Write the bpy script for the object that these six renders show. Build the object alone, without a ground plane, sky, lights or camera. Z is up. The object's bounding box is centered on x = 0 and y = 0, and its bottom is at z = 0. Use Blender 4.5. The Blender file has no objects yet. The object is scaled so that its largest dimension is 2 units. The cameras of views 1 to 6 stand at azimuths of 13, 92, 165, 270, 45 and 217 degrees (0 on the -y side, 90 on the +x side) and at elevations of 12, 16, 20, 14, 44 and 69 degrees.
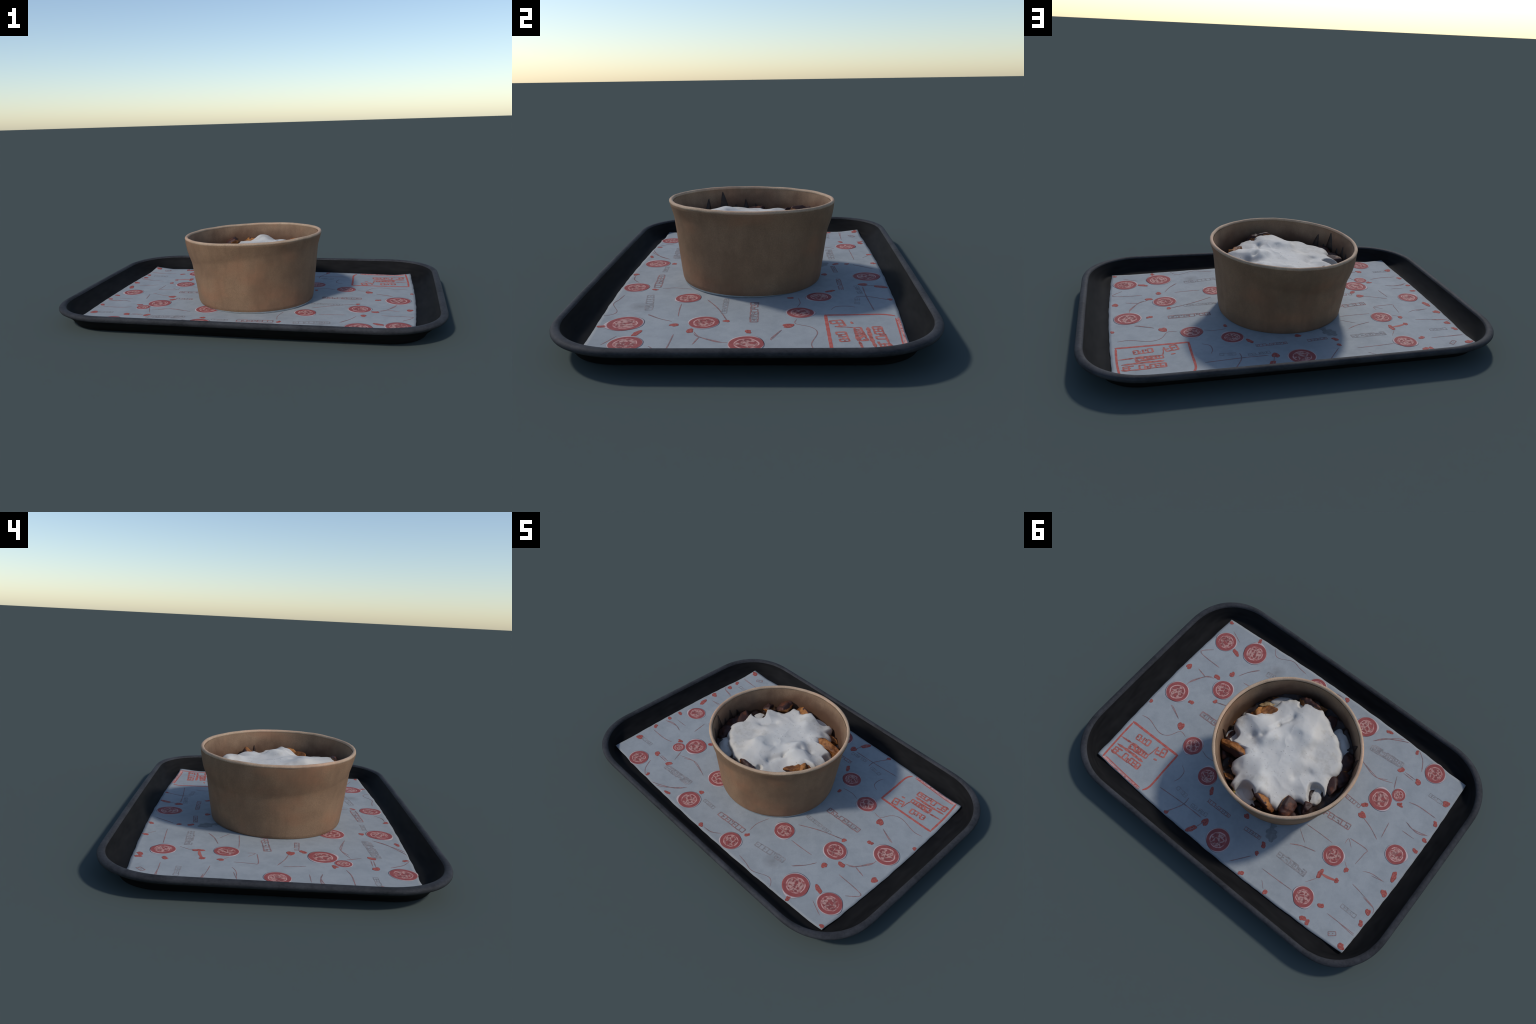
"""A black serving tray lined with printed paper, carrying a kraft paper bowl of
browned potato wedges under a thick blanket of cream sauce."""
import bpy, bmesh, math, random
import numpy as np
from mathutils import Vector, Matrix, Euler, noise

SEED = 11
rng = random.Random(SEED)
scene = bpy.context.scene
TAU = math.tau


# ------------------------------------------------------------------ helpers
def link(obj, parent=None):
    scene.collection.objects.link(obj)
    if parent is not None:
        obj.parent = parent
    return obj


def mesh_from(name, verts, faces, mats=(), smooth=True):
    me = bpy.data.meshes.new(name)
    me.from_pydata([tuple(v) for v in verts], [], faces)
    me.update()
    for m in mats:
        me.materials.append(m)
    if smooth:
        me.polygons.foreach_set("use_smooth", [True] * len(me.polygons))
    return me


def add(name, verts, faces, mat, parent=None, smooth=True):
    mats = mat if isinstance(mat, (list, tuple)) else [mat]
    return link(bpy.data.objects.new(name, mesh_from(name, verts, faces, mats, smooth)), parent)


def top_level(name, label, category, location=(0, 0, 0)):
    e = bpy.data.objects.new(name, None)
    e.empty_display_size = 0.05
    e.location = location
    e["label"], e["category"] = label, category
    return link(e)


def smoothstep(a, b, x):
    t = min(1.0, max(0.0, (x - a) / (b - a)))
    return t * t * (3 - 2 * t)


def loft(rings, cap_first=False, cap_last=False):
    """Closed rings of equal length -> verts, faces."""
    n = len(rings[0])
    verts = [p for ring in rings for p in ring]
    faces = []
    for i in range(len(rings) - 1):
        for j in range(n):
            k = (j + 1) % n
            faces.append((i * n + j, i * n + k, (i + 1) * n + k, (i + 1) * n + j))
    if cap_first:
        faces.append(tuple(reversed(range(n))))
    if cap_last:
        faces.append(tuple(range((len(rings) - 1) * n, len(rings) * n)))
    return verts, faces


def fbm(x, y, z, octaves=3):
    return noise.fractal(Vector((x, y, z)), 1.0, 2.0, octaves)


# ---------------------------------------------------------------- materials
class Nodes:
    def __init__(self, name):
        self.mat = bpy.data.materials.new(name)
        self.mat.use_nodes = True
        self.t = self.mat.node_tree
        self.bsdf = self.t.nodes["Principled BSDF"]
        self.coord = self.t.nodes.new("ShaderNodeTexCoord").outputs["Object"]

    def new(self, kind, **inputs):
        n = self.t.nodes.new(kind)
        for k, v in inputs.items():
            self.put(n, k.replace("_", " "), v)
        return n

    def put(self, n, key, v):
        sock = n.inputs[key]
        if isinstance(v, bpy.types.NodeSocket):
            self.t.links.new(v, sock)
        else:
            sock.default_value = v

    def noise(self, scale, detail=4, rough=0.55, vec=None, distortion=0.0):
        return self.new("ShaderNodeTexNoise", Vector=vec or self.coord, Scale=scale, Detail=detail,
                        Roughness=rough, Distortion=distortion).outputs["Fac"]

    def ramp(self, fac, *stops):
        n = self.t.nodes.new("ShaderNodeValToRGB")
        self.t.links.new(fac, n.inputs[0])
        el = n.color_ramp.elements
        while len(el) < len(stops):
            el.new(0.5)
        for e, (p, col) in zip(el, stops):
            e.position = p
            e.color = (*col, 1) if isinstance(col, tuple) else (col, col, col, 1)
        return n.outputs[0]

    def mix(self, fac, a, b, blend="MIX"):
        n = self.t.nodes.new("ShaderNodeMix")
        n.data_type, n.blend_type = "RGBA", blend
        for i, v in ((0, fac), (6, a), (7, b)):
            if isinstance(v, bpy.types.NodeSocket):
                self.t.links.new(v, n.inputs[i])
            else:
                n.inputs[i].default_value = (*v, 1) if isinstance(v, tuple) else v
        return n.outputs[2]

    def math(self, op, a, b=0.0, c=0.0):
        n = self.t.nodes.new("ShaderNodeMath")
        n.operation = op
        for i, v in enumerate((a, b, c)):
            if isinstance(v, bpy.types.NodeSocket):
                self.t.links.new(v, n.inputs[i])
            else:
                n.inputs[i].default_value = v
        return n.outputs[0]

    def xyz(self):
        return self.new("ShaderNodeSeparateXYZ", Vector=self.coord).outputs

    def stretch(self, sx, sy, sz, vec=None):
        n = self.new("ShaderNodeMapping", Vector=vec or self.coord)
        n.inputs["Scale"].default_value = (sx, sy, sz)
        return n.outputs[0]

    def shifted(self):
        """Object coordinates moved by a per-object random amount."""
        r = self.t.nodes.new("ShaderNodeObjectInfo").outputs["Random"]
        n = self.t.nodes.new("ShaderNodeVectorMath")
        n.operation = "ADD"
        self.t.links.new(self.coord, n.inputs[0])
        self.t.links.new(self.math("MULTIPLY", r, 37.0), n.inputs[1])
        return n.outputs[0], r

    def finish(self, colour, rough=0.6, spec=0.3, bump=None, strength=0.2, distance=0.002):
        self.put(self.bsdf, "Base Color", colour if isinstance(colour, bpy.types.NodeSocket) else (*colour, 1))
        self.put(self.bsdf, "Roughness", rough)
        self.put(self.bsdf, "Specular IOR Level", spec)
        if bump is not None:
            b = self.new("ShaderNodeBump", Height=bump, Strength=strength, Distance=distance)
            self.t.links.new(b.outputs[0], self.bsdf.inputs["Normal"])
        return self.mat


def tray_plastic():
    n = Nodes("black_tray_plastic")
    streak = n.noise(9, 4, 0.6, n.stretch(1, 1, 6))
    col = n.ramp(streak, (0.3, (0.0062, 0.0062, 0.0066)), (0.7, (0.0125, 0.0122, 0.0124)))
    return n.finish(col, 0.7, 0.05, n.noise(160, 3), 0.15, 0.001)


def tray_rim_plastic():
    n = Nodes("grey_tray_edge")
    a = n.noise(7, 4, 0.6)
    b = n.noise(60, 3, 0.7, n.stretch(1, 1, 3))
    col = n.ramp(n.math("ADD", n.math("MULTIPLY", a, 0.6), n.math("MULTIPLY", b, 0.4)),
                 (0.30, (0.012, 0.0125, 0.014)), (0.70, (0.052, 0.053, 0.059)))
    return n.finish(col, 0.65, 0.1, b, 0.3, 0.001)


def liner_paper():
    n = Nodes("grey_white_paper")
    col = n.ramp(n.noise(5, 5, 0.6), (0.3, (0.242, 0.266, 0.278)), (0.7, (0.308, 0.328, 0.334)))
    fibre = n.noise(230, 3, 0.7, n.stretch(1, 3, 1))
    col = n.mix(0.35, col, n.ramp(fibre, (0.35, (0.24, 0.255, 0.280)), (0.65, (0.37, 0.378, 0.375))))
    mott = n.ramp(n.noise(16, 5, 0.7), (0.42, 0.0), (0.70, 0.5))
    col = n.mix(mott, col, (0.205, 0.225, 0.236))
    # grey smudge beside the front print row
    p = n.t.nodes.new("ShaderNodeVectorMath")
    p.operation = "DISTANCE"
    n.t.links.new(n.coord, p.inputs[0])
    p.inputs[1].default_value = (0.40, -0.466, 0.025)
    near = n.ramp(n.math("ADD", p.outputs["Value"], n.math("MULTIPLY", n.noise(45, 4, 0.7), 0.05)), (0.025, 0.6), (0.085, 0.0))
    col = n.mix(near, col, (0.16, 0.16, 0.16))
    return n.finish(col, 0.75, 0.2, n.math("ADD", fibre, n.noise(30, 4, 0.6)), 0.12, 0.002)


RED_DARK, RED_LIGHT, HALO = (0.185, 0.044, 0.046), (0.345, 0.092, 0.084), (0.44, 0.365, 0.365)


def medallion_ink():
    n = Nodes("red_medallion_ink")
    vec, rnd = n.shifted()
    x, y, _ = n.xyz()
    r = n.math("SQRT", n.math("ADD", n.math("MULTIPLY", x, x), n.math("MULTIPLY", y, y)))
    wob = n.math("ADD", r, n.math("MULTIPLY", n.math("SUBTRACT", n.noise(2.6, 2, 0.5, vec), 0.5), 0.16))
    base = n.mix(n.noise(3.0, 3, 0.6, vec), RED_DARK, RED_LIGHT)
    vor = n.t.nodes.new("ShaderNodeTexVoronoi")
    vor.feature = "DISTANCE_TO_EDGE"
    warp = n.t.nodes.new("ShaderNodeVectorMath")
    warp.operation = "ADD"
    wn = n.new("ShaderNodeTexNoise", Vector=vec, Scale=3.2, Detail=1.0)
    soft = n.t.nodes.new("ShaderNodeVectorMath")
    soft.operation = "SCALE"
    soft.inputs["Scale"].default_value = 0.45
    n.t.links.new(wn.outputs["Color"], soft.inputs[0])
    n.t.links.new(soft.outputs[0], warp.inputs[0])
    n.t.links.new(vec, warp.inputs[1])
    n.t.links.new(warp.outputs[0], vor.inputs["Vector"])
    vor.inputs["Scale"].default_value = 2.1
    edge = n.ramp(vor.outputs["Distance"], (0.05, 0.9), (0.17, 0.0))
    inner = n.ramp(wob, (0.52, 1.0), (0.60, 0.0))
    col = n.mix(n.math("MULTIPLY", edge, n.math("MULTIPLY", inner, 0.68)), base, (0.54, 0.37, 0.32))
    dark = n.ramp(n.noise(5.0, 2, 0.5, vec), (0.50, 0.0), (0.60, 0.75))
    col = n.mix(n.math("MULTIPLY", dark, inner), col, (0.17, 0.05, 0.05))
    ring = n.ramp(n.math("ABSOLUTE", n.math("SUBTRACT", wob, 0.63)), (0.015, 0.75), (0.055, 0.0))
    ring = n.math("MULTIPLY", ring, n.ramp(n.noise(2.2, 2, 0.6, vec), (0.38, 0.1), (0.55, 1.0)))
    col = n.mix(ring, col, (0.62, 0.40, 0.36))
    col = n.mix(n.ramp(r, (0.915, 0.0), (0.96, 1.0)), col, HALO)
    return n.finish(col, 0.75, 0.2)


def drop_ink():
    n = Nodes("red_drop_ink")
    vec, rnd = n.shifted()
    col = n.ramp(n.noise(2.2, 4, 0.65, vec), (0.30, (0.16, 0.040, 0.038)), (0.55, (0.34, 0.085, 0.07)), (0.75, (0.40, 0.17, 0.14)))
    return n.finish(col, 0.75, 0.2)


def line_ink(name, lo, hi, scale=60):
    n = Nodes(name)
    col = n.ramp(n.noise(scale, 3, 0.65), (0.35, lo), (0.65, hi))
    return n.finish(col, 0.8, 0.15)


def kraft(name, lo, hi, stain=0.0):
    n = Nodes(name)
    fine = n.noise(260, 3, 0.75)
    broad = n.noise(6, 4, 0.55)
    col = n.ramp(broad, (0.3, lo), (0.7, hi))
    col = n.mix(0.30, col, n.ramp(fine, (0.36, tuple(c * 0.62 for c in lo)), (0.64, tuple(min(1, c * 1.35) for c in hi))))
    red = n.ramp(n.noise(4.2, 3, 0.5, n.stretch(1, 1, 1.6)), (0.48, 0.0), (0.68, 0.5))
    col = n.mix(red, col, (hi[0] * 1.08, hi[1] * 0.80, hi[2] * 0.72))
    scuff = n.ramp(n.noise(3.3, 6, 0.62, n.stretch(1.2, 1.2, 0.8)), (0.46, 0.0), (0.66, 0.55))
    col = n.mix(scuff, col, (lo[0] * 0.66, lo[1] * 0.64, lo[2] * 0.66))
    streak = n.ramp(n.noise(26, 4, 0.6, n.stretch(1, 1, 0.12)), (0.50, 0.0), (0.75, 0.30))
    col = n.mix(streak, col, tuple(c * 0.70 for c in lo))
    if stain:
        # sauce and fat soaked into the lining just above the food
        _, _, z = n.xyz()
        wet = n.math("ADD", z, n.math("MULTIPLY", n.noise(7, 4, 0.6), -0.16))
        col = n.mix(n.ramp(n.math("MULTIPLY", wet, 1.0), (0.215, stain), (0.29, 0.0)), col, (0.075, 0.035, 0.020))
    return n.finish(col, 0.7, 0.2, fine, 0.10, 0.001)


def cream():
    n = Nodes("cream_sauce")
    col = n.ramp(n.noise(7, 4, 0.6), (0.3, (0.475, 0.455, 0.42)), (0.7, (0.575, 0.55, 0.505)))
    v = n.new("ShaderNodeTexVoronoi", Vector=n.coord, Scale=62.0)
    near = n.math("ADD", v.outputs["Distance"], n.math("MULTIPLY", n.noise(38, 2), 0.30))
    speck = n.ramp(near, (0.205, 0.85), (0.26, 0.0))
    col = n.mix(speck, col, (0.13, 0.12, 0.11))
    warm = n.ramp(n.noise(5.5, 3, 0.5), (0.48, 0.0), (0.66, 0.6))
    col = n.mix(warm, col, (0.60, 0.555, 0.485))
    brown = n.ramp(n.noise(8.5, 5, 0.65), (0.55, 0.0), (0.74, 0.55))
    col = n.mix(brown, col, (0.33, 0.29, 0.235))
    b = n.bsdf
    b.inputs["Subsurface Weight"].default_value = 0.06
    b.inputs["Subsurface Radius"].default_value = (0.02, 0.015, 0.01)
    b.inputs["Subsurface Scale"].default_value = 0.5
    return n.finish(col, 0.6, 0.15, n.math("ADD", n.noise(16, 4, 0.55), n.math("MULTIPLY", n.noise(90, 2), 0.25)), 0.15, 0.005)


def potato_skin():
    n = Nodes("dark_glazed_skin")
    vec, _ = n.shifted()
    col = n.ramp(n.noise(14, 5, 0.65, vec), (0.28, (0.022, 0.012, 0.011)), (0.56, (0.046, 0.020, 0.016)),
                 (0.68, (0.12, 0.040, 0.018)), (0.80, (0.30, 0.13, 0.04)))  # reddish stop paints highlights into the dark skin
    return n.finish(col, 0.55, 0.25, n.noise(40, 4, 0.6, vec), 0.4, 0.004)


def potato_flesh():
    n = Nodes("browned_flesh")
    vec, _ = n.shifted()
    col = n.ramp(n.noise(16, 6, 0.7, vec), (0.30, (0.050, 0.018, 0.008)), (0.45, (0.18, 0.062, 0.015)),
                 (0.58, (0.34, 0.135, 0.032)), (0.76, (0.48, 0.28, 0.11)))
    return n.finish(col, 0.55, 0.3, n.noise(55, 5, 0.7, vec), 0.7, 0.006)


def pale_flesh():
    n = Nodes("pale_flesh")
    vec, _ = n.shifted()
    col = n.ramp(n.noise(22, 5, 0.65, vec), (0.3, (0.25, 0.13, 0.04)), (0.6, (0.48, 0.36, 0.20)), (0.8, (0.55, 0.47, 0.33)))
    return n.finish(col, 0.55, 0.3, n.noise(70, 4, 0.7, vec), 0.5, 0.004)


def yellow_flesh():
    n = Nodes("yellow_flesh")
    col = n.ramp(n.noise(25, 4, 0.6), (0.3, (0.20, 0.11, 0.02)), (0.65, (0.50, 0.42, 0.14)))
    return n.finish(col, 0.5, 0.3)


def dark_sauce():
    n = Nodes("dark_dried_sauce")
    col = n.ramp(n.noise(40, 4, 0.6), (0.3, (0.014, 0.008, 0.006)), (0.6, (0.036, 0.018, 0.011)), (0.8, (0.10, 0.045, 0.017)))
    return n.finish(col, 0.45, 0.35, n.noise(80, 3), 0.3, 0.003)


M = dict(tray=tray_plastic(), edge=tray_rim_plastic(), paper=liner_paper(), medal=medallion_ink(), drop=drop_ink(),
         tendril=line_ink("faded_red_ink", (0.155, 0.125, 0.13), (0.315, 0.165, 0.155)),
         grey=line_ink("grey_print_ink", (0.175, 0.17, 0.175), (0.28, 0.26, 0.26)),
         frame=line_ink("red_frame_ink", (0.34, 0.075, 0.06), (0.44, 0.12, 0.10)),
         rows=line_ink("red_row_ink", (0.24, 0.07, 0.06), (0.47, 0.16, 0.13)),
         pink=line_ink("pink_band_ink", (0.30, 0.08, 0.075), (0.58, 0.34, 0.31), 70),
         stain=line_ink("grey_patch", (0.15, 0.16, 0.165), (0.20, 0.21, 0.215)),
         wall=kraft("kraft_outside", (0.198, 0.118, 0.069), (0.280, 0.170, 0.100)),
         inside=kraft("kraft_inside", (0.205, 0.127, 0.078), (0.285, 0.182, 0.112), 0.75),
         rim=kraft("kraft_rim", (0.35, 0.238, 0.155), (0.52, 0.372, 0.255)),  # rim colour lightened to carry the highlight on the roll
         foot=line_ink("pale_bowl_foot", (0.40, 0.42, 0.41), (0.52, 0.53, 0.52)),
         cream=cream(), skin=potato_skin(), flesh=potato_flesh(), pale=pale_flesh(), yellow=yellow_flesh(), dark=dark_sauce())

# medallions on the paper: x, y, radius
MEDALLIONS = [
    (-0.688,-0.527,0.06), (-0.782,-0.013,0.058), (-0.603,-0.295,0.039), (-0.539,-0.213,0.067), (-0.237,-0.283,0.066),
    (-0.222,-0.516,0.065), (0.154,-0.536,0.06), (0.295,-0.278,0.058), (0.569,-0.175,0.063), (0.581,-0.482,0.074),
    (0.768,-0.434,0.066), (0.469,0.201,0.058), (0.768,0.002,0.069), (0.284,0.285,0.057), (-0.528,0.201,0.058),
    (-0.537,0.473,0.058), (0.002,0.522,0.067),
]
# small drops beside the medallions and cut off at the paper edge: x, y
DROPS = [
    (-0.643,-0.425), (-0.529,-0.426), (-0.641,-0.251), (-0.498,-0.139), (-0.219,-0.43), (0.183,-0.446), (0.594,-0.287),
    (0.651,-0.218), (0.673,-0.414), (0.554,-0.089), (0.603,0.153), (0.659,0.002), (0.835,-0.556), (0.298,0.162),
    (0.209,0.337), (-0.487,-0.129), (-0.514,-0.076), (-0.638,-0.257), (-0.626,0.22), (-0.635,0.451), (-0.531,0.322),
    (-0.621,0.297), (-0.033,0.325), (-0.204,0.391), (-0.204,0.447), (-0.539,-0.587), (-0.346,-0.594), (-0.035,-0.599),
    (-0.869,-0.417), (-0.873,-0.284), (-0.871,-0.172), (-0.875,-0.093), (-0.874,0.092), (-0.875,0.195), (-0.872,0.325),
    (-0.86,0.394), (-0.86,0.568), (-0.632,0.583), (0.609,-0.584), (0.857,0.143), (0.858,-0.168), (-0.208,0.597),
    (-0.368,0.594), (-0.602,0.585), (0.154,0.598), (0.321,0.595), (0.12,0.491),
]
# thin tendrils linking the medallions
TENDRILS = [
    [(0.539,0.185),(0.583,0.18),(0.618,0.239),(0.672,0.26),(0.767,0.235),(0.82,0.242)], [(0.647,0.125),(0.722,0.089),(0.738,0.092)],
    [(0.676,-0.2),(0.708,-0.176),(0.755,-0.087)], [(0.714,-0.179),(0.773,-0.191)],
    [(0.684,-0.274),(0.837,-0.284),(0.789,-0.346)], [(0.317,-0.193),(0.421,-0.136),(0.546,-0.088)],
    [(0.366,-0.296),(0.432,-0.294),(0.507,-0.287)], [(0.489,-0.412),(0.53,-0.357),(0.558,-0.303)],
    [(0.257,-0.566),(0.312,-0.573),(0.37,-0.584),(0.445,-0.549),(0.481,-0.555),(0.505,-0.589)], [(0.179,-0.281),(0.161,-0.355),(0.169,-0.415)],
    [(-0.014,-0.581),(0.038,-0.575),(0.083,-0.542)], [(0.7,-0.483),(0.779,-0.519)],
    [(-0.439,-0.591),(-0.383,-0.552),(-0.302,-0.469)], [(-0.503,-0.331),(-0.432,-0.301),(-0.315,-0.338)],
    [(-0.835,-0.313),(-0.73,-0.312),(-0.671,-0.298)], [(-0.852,-0.202),(-0.8,-0.181),(-0.722,-0.195)],
    [(-0.809,-0.144),(-0.732,-0.142)], [(-0.814,0.146),(-0.747,0.161)],
    [(-0.853,0.29),(-0.78,0.278)], [(-0.856,0.466),(-0.759,0.461)],
    [(-0.566,-0.301),(-0.532,-0.38)], [(-0.616,-0.416),(-0.551,-0.418)],
    [(-0.652,-0.134),(-0.667,-0.04)], [(-0.523,-0.069),(-0.589,-0.049),(-0.655,-0.016)],
    [(-0.299,0.196),(-0.366,0.241)], [(-0.309,0.296),(-0.363,0.266),(-0.44,0.243)],
    [(-0.311,0.154),(-0.394,0.15),(-0.479,0.149)], [(-0.698,0.17),(-0.742,0.151),(-0.817,0.146)],
    [(-0.696,0.258),(-0.761,0.268),(-0.85,0.289),(-0.866,0.317)], [(-0.539,0.069),(-0.645,0.063),(-0.649,0.091),(-0.644,0.165)],
    [(-0.498,0.405),(-0.533,0.351)], [(-0.684,0.461),(-0.772,0.459),(-0.853,0.458)],
    [(-0.594,0.188),(-0.622,0.209)], [(-0.73,-0.196),(-0.771,-0.184),(-0.857,-0.204)],
    [(-0.536,0.111),(-0.536,0.076),(-0.575,0.106)], [(0.436,0.327),(0.402,0.348),(0.396,0.392),(0.408,0.426)],
    [(0.445,0.499),(0.281,0.488),(0.153,0.486)], [(0.279,0.444),(0.281,0.498),(0.333,0.595)],
    [(0.123,0.484),(0.141,0.541),(0.165,0.598)], [(-0.119,0.571),(-0.19,0.478)],
    [(-0.28,0.492),(-0.381,0.488),(-0.47,0.483)], [(-0.316,0.54),(-0.351,0.572)],
    [(-0.341,-0.329),(-0.415,-0.311),(-0.461,-0.305),(-0.538,-0.333)], [(-0.533,-0.38),(-0.556,-0.317)],
    [(-0.309,-0.476),(-0.352,-0.527),(-0.47,-0.59),(-0.506,-0.589)], [(-0.541,-0.587),(-0.59,-0.549),(-0.624,-0.489)],
    [(-0.554,-0.429),(-0.624,-0.427)], [(0.301,0.195),(0.359,0.202),(0.407,0.189)],
    [(0.757,-0.067),(0.75,-0.111),(0.707,-0.174),(0.66,-0.201)], [(0.77,-0.189),(0.707,-0.174)],
    [(0.555,-0.31),(0.528,-0.359),(0.483,-0.411)], [(0.733,0.091),(0.644,0.128)],
    [(0.544,-0.091),(0.491,-0.108)],
]
# rows of illegible small print: start x, y, end x, y
PRINT_ROWS = [
    (-0.034,-0.457,0.15,-0.442), (-0.165,-0.455,-0.082,-0.454), (0.255,-0.45,0.433,-0.421), (0.349,0.011,0.563,0.019),
    (-0.514,-0.45,-0.322,-0.431), (-0.325,-0.44,-0.517,-0.453), (-0.344,0.039,-0.5,0.023), (-0.369,0.371,-0.471,0.38),
    (-0.291,0.378,-0.468,0.373), (0.193,0.388,0.04,0.385), (0.372,0.439,0.299,0.447), (0.244,0.467,0.141,0.458),
    (-0.065,0.382,-0.165,0.373), (0.302,-0.112,0.472,-0.107), (-0.816,-0.408,-0.735,-0.405), (-0.379,-0.111,-0.474,-0.106),
    (-0.714,0.382,-0.805,0.383), (0.561,0.018,0.459,0.018), (-0.748,0.54,-0.778,0.515),
]

# --------------------------------------------------------------------- tray
def sag(x, y):
    """The floor lies a few millimetres lower at the right end."""
    return -0.0032 * smoothstep(0.15, 0.85, x) * (0.65 - 0.35 * max(-1, min(1, y / 0.5))) + 0.0012 * smoothstep(0.3, 0.85, -x) * (1 + max(-1, min(1, y / 0.5)))


def rounded_outline(a, b, radius, z, power=2.2, bow=0.005, n_corner=22, n_side=26, sunk=False, tuck=0.0):
    """Rounded rectangle with slightly barrelled sides; a and b are the half sizes."""
    quarter = []
    for i in range(n_side):                                   # +x side, upward from y = 0
        quarter.append((a, (b - radius) * i / n_side))
    for i in range(n_corner + 1):
        t = math.pi / 2 * i / n_corner
        quarter.append((a - radius + radius * math.cos(t) ** (2 / power), b - radius + radius * math.sin(t) ** (2 / power)))
    for i in range(1, n_side):
        quarter.append(((a - radius) * (1 - i / n_side), b))
    quarter.append((0.0, b))
    pts = list(quarter)
    pts += [(-x, y) for x, y in reversed(quarter[:-1])]
    pts += [(-x, -y) for x, y in quarter[1:]]
    pts += [(x, -y) for x, y in reversed(quarter[1:-1])]
    out = []
    for x, y in pts:
        fx = x * (1 - bow * (y / b) ** 2)
        fy = y * (1 - bow * 1.6 * (x / a) ** 2)
        lift = z / 0.09 * (0.0015 * x + 0.003 * y)           # the tray is a little warped
        if sunk:
            lift += sag(fx, fy) * (1 - smoothstep(0.022, 0.06, z))
        if fy > 0 and tuck:
            fy -= tuck * (1 - smoothstep(0.03, 0.075, z))
        out.append((fx, fy, z + lift))
    return out


def build_tray():
    tray = top_level("serving_tray", "rectangular black plastic serving tray with rounded raised rim", "tray")
    # half length, half width, corner radius, height -- from the middle of the floor outwards
    inside = [(0.30, 0.20, 0.05, 0.0215), (0.868, 0.598, 0.095, 0.0215), (0.886, 0.614, 0.115, 0.0235), (0.901, 0.628, 0.155, 0.0300),
              (0.920, 0.642, 0.205, 0.0420), (0.943, 0.659, 0.255, 0.0600), (0.959, 0.674, 0.285, 0.0790), (0.966, 0.680, 0.295, 0.0900)]
    lip = [(0.966, 0.680, 0.295, 0.0900), (0.969, 0.683, 0.300, 0.0948), (0.974, 0.688, 0.304, 0.0982), (0.982, 0.695, 0.307, 0.0992), (0.990, 0.7015, 0.310, 0.0980),
           (0.997, 0.7065, 0.312, 0.0945), (1.0005, 0.7095, 0.315, 0.0888), (1.0005, 0.7095, 0.315, 0.0830), (0.997, 0.7075, 0.315, 0.0765), (0.989, 0.7030, 0.315, 0.0705)]
    under = [(0.989, 0.7030, 0.315, 0.0705), (0.974, 0.6940, 0.312, 0.0610), (0.955, 0.6810, 0.30, 0.0470), (0.935, 0.6650, 0.265, 0.0330),
             (0.916, 0.6480, 0.225, 0.0215), (0.907, 0.6380, 0.205, 0.0130), (0.901, 0.6310, 0.195, 0.0040), (0.893, 0.6230, 0.185, 0.0), (0.60, 0.40, 0.1, 0.0)]
    for name, profile, mat, caps in (("tray_floor_and_wall", inside, M["tray"], (True, False)), ("tray_rim", lip, M["edge"], (False, False)),
                                     ("tray_underside", under, M["tray"], (False, True))):
        rings = [rounded_outline(*row, sunk=name.endswith("wall"), tuck=0.009 if name.endswith("side") else 0.0) for row in profile]
        v, f = loft(rings, *caps)
        add(name, v, f, mat, tray)
    return tray


# -------------------------------------------------------------- paper liner
LINER_CENTRE = -0.009


def paper_half_sizes(x, y):
    return 0.868 * (1 - 0.020 * (y / 0.6) ** 2), 0.603 * (1 - 0.050 * (x / 0.868) ** 2)


def on_sheet(x, y, margin=0.006):
    """Nearest point that lies on the paper."""
    hx, hy = paper_half_sizes(x - LINER_CENTRE, y)
    return LINER_CENTRE + max(margin - hx, min(hx - margin, x - LINER_CENTRE)), max(margin - hy, min(hy - margin, y))


def paper_height(x, y):
    """Top surface of the paper: flat, with corners that climb the tray's cove."""
    cx, cy = max(0.0, (abs(x) - 0.74) / 0.12), max(0.0, (abs(y) - 0.45) / 0.13)
    curl = (0.012 + 0.005 * (1 if y > 0 else -1)) * min(1.2, cx * cy) ** 1.2
    edge = 0.0026 * max(smoothstep(0.80, 0.875, abs(x)), smoothstep(0.55, 0.605, abs(y)))
    wave = 0.0007 * fbm(x * 3, y * 3, 1.7)
    return 0.0250 + curl + edge + wave + sag(x, y)


def build_liner():
    liner = top_level("paper_liner", "sheet of grey-white paper printed with red medallions", "tray liner")
    nx, ny, thick = 120, 84, 0.0014
    top, bottom = [], []
    for j in range(ny + 1):
        for i in range(nx + 1):
            u, v = -1 + 2 * i / nx, -1 + 2 * j / ny
            hx, hy = paper_half_sizes(0.868 * u, 0.603 * v)
            x, y = u * hx + LINER_CENTRE, v * hy
            if i in (0, nx):
                x += 0.0025 * fbm(y * 14, i, 3.1)
            if j in (0, ny):
                y += 0.0025 * fbm(x * 14, j, 5.3)
            z = paper_height(x, y)
            top.append((x, y, z))
            bottom.append((x, y, z - thick))
    n, w = len(top), nx + 1
    faces = []
    for j in range(ny):
        for i in range(nx):
            a = j * w + i
            faces.append((a, a + 1, a + w + 1, a + w))
            faces.append((n + a, n + a + w, n + a + w + 1, n + a + 1))
    border = [i for i in range(nx)] + [j * w + nx for j in range(ny)] + [ny * w + i for i in range(nx, 0, -1)] + [j * w for j in range(ny, 0, -1)]
    for a, b in zip(border, border[1:] + border[:1]):
        faces.append((b, a, n + a, n + b))
    add("paper_sheet", top + bottom, faces, M["paper"], liner)
    build_print(liner)
    return liner


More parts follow.
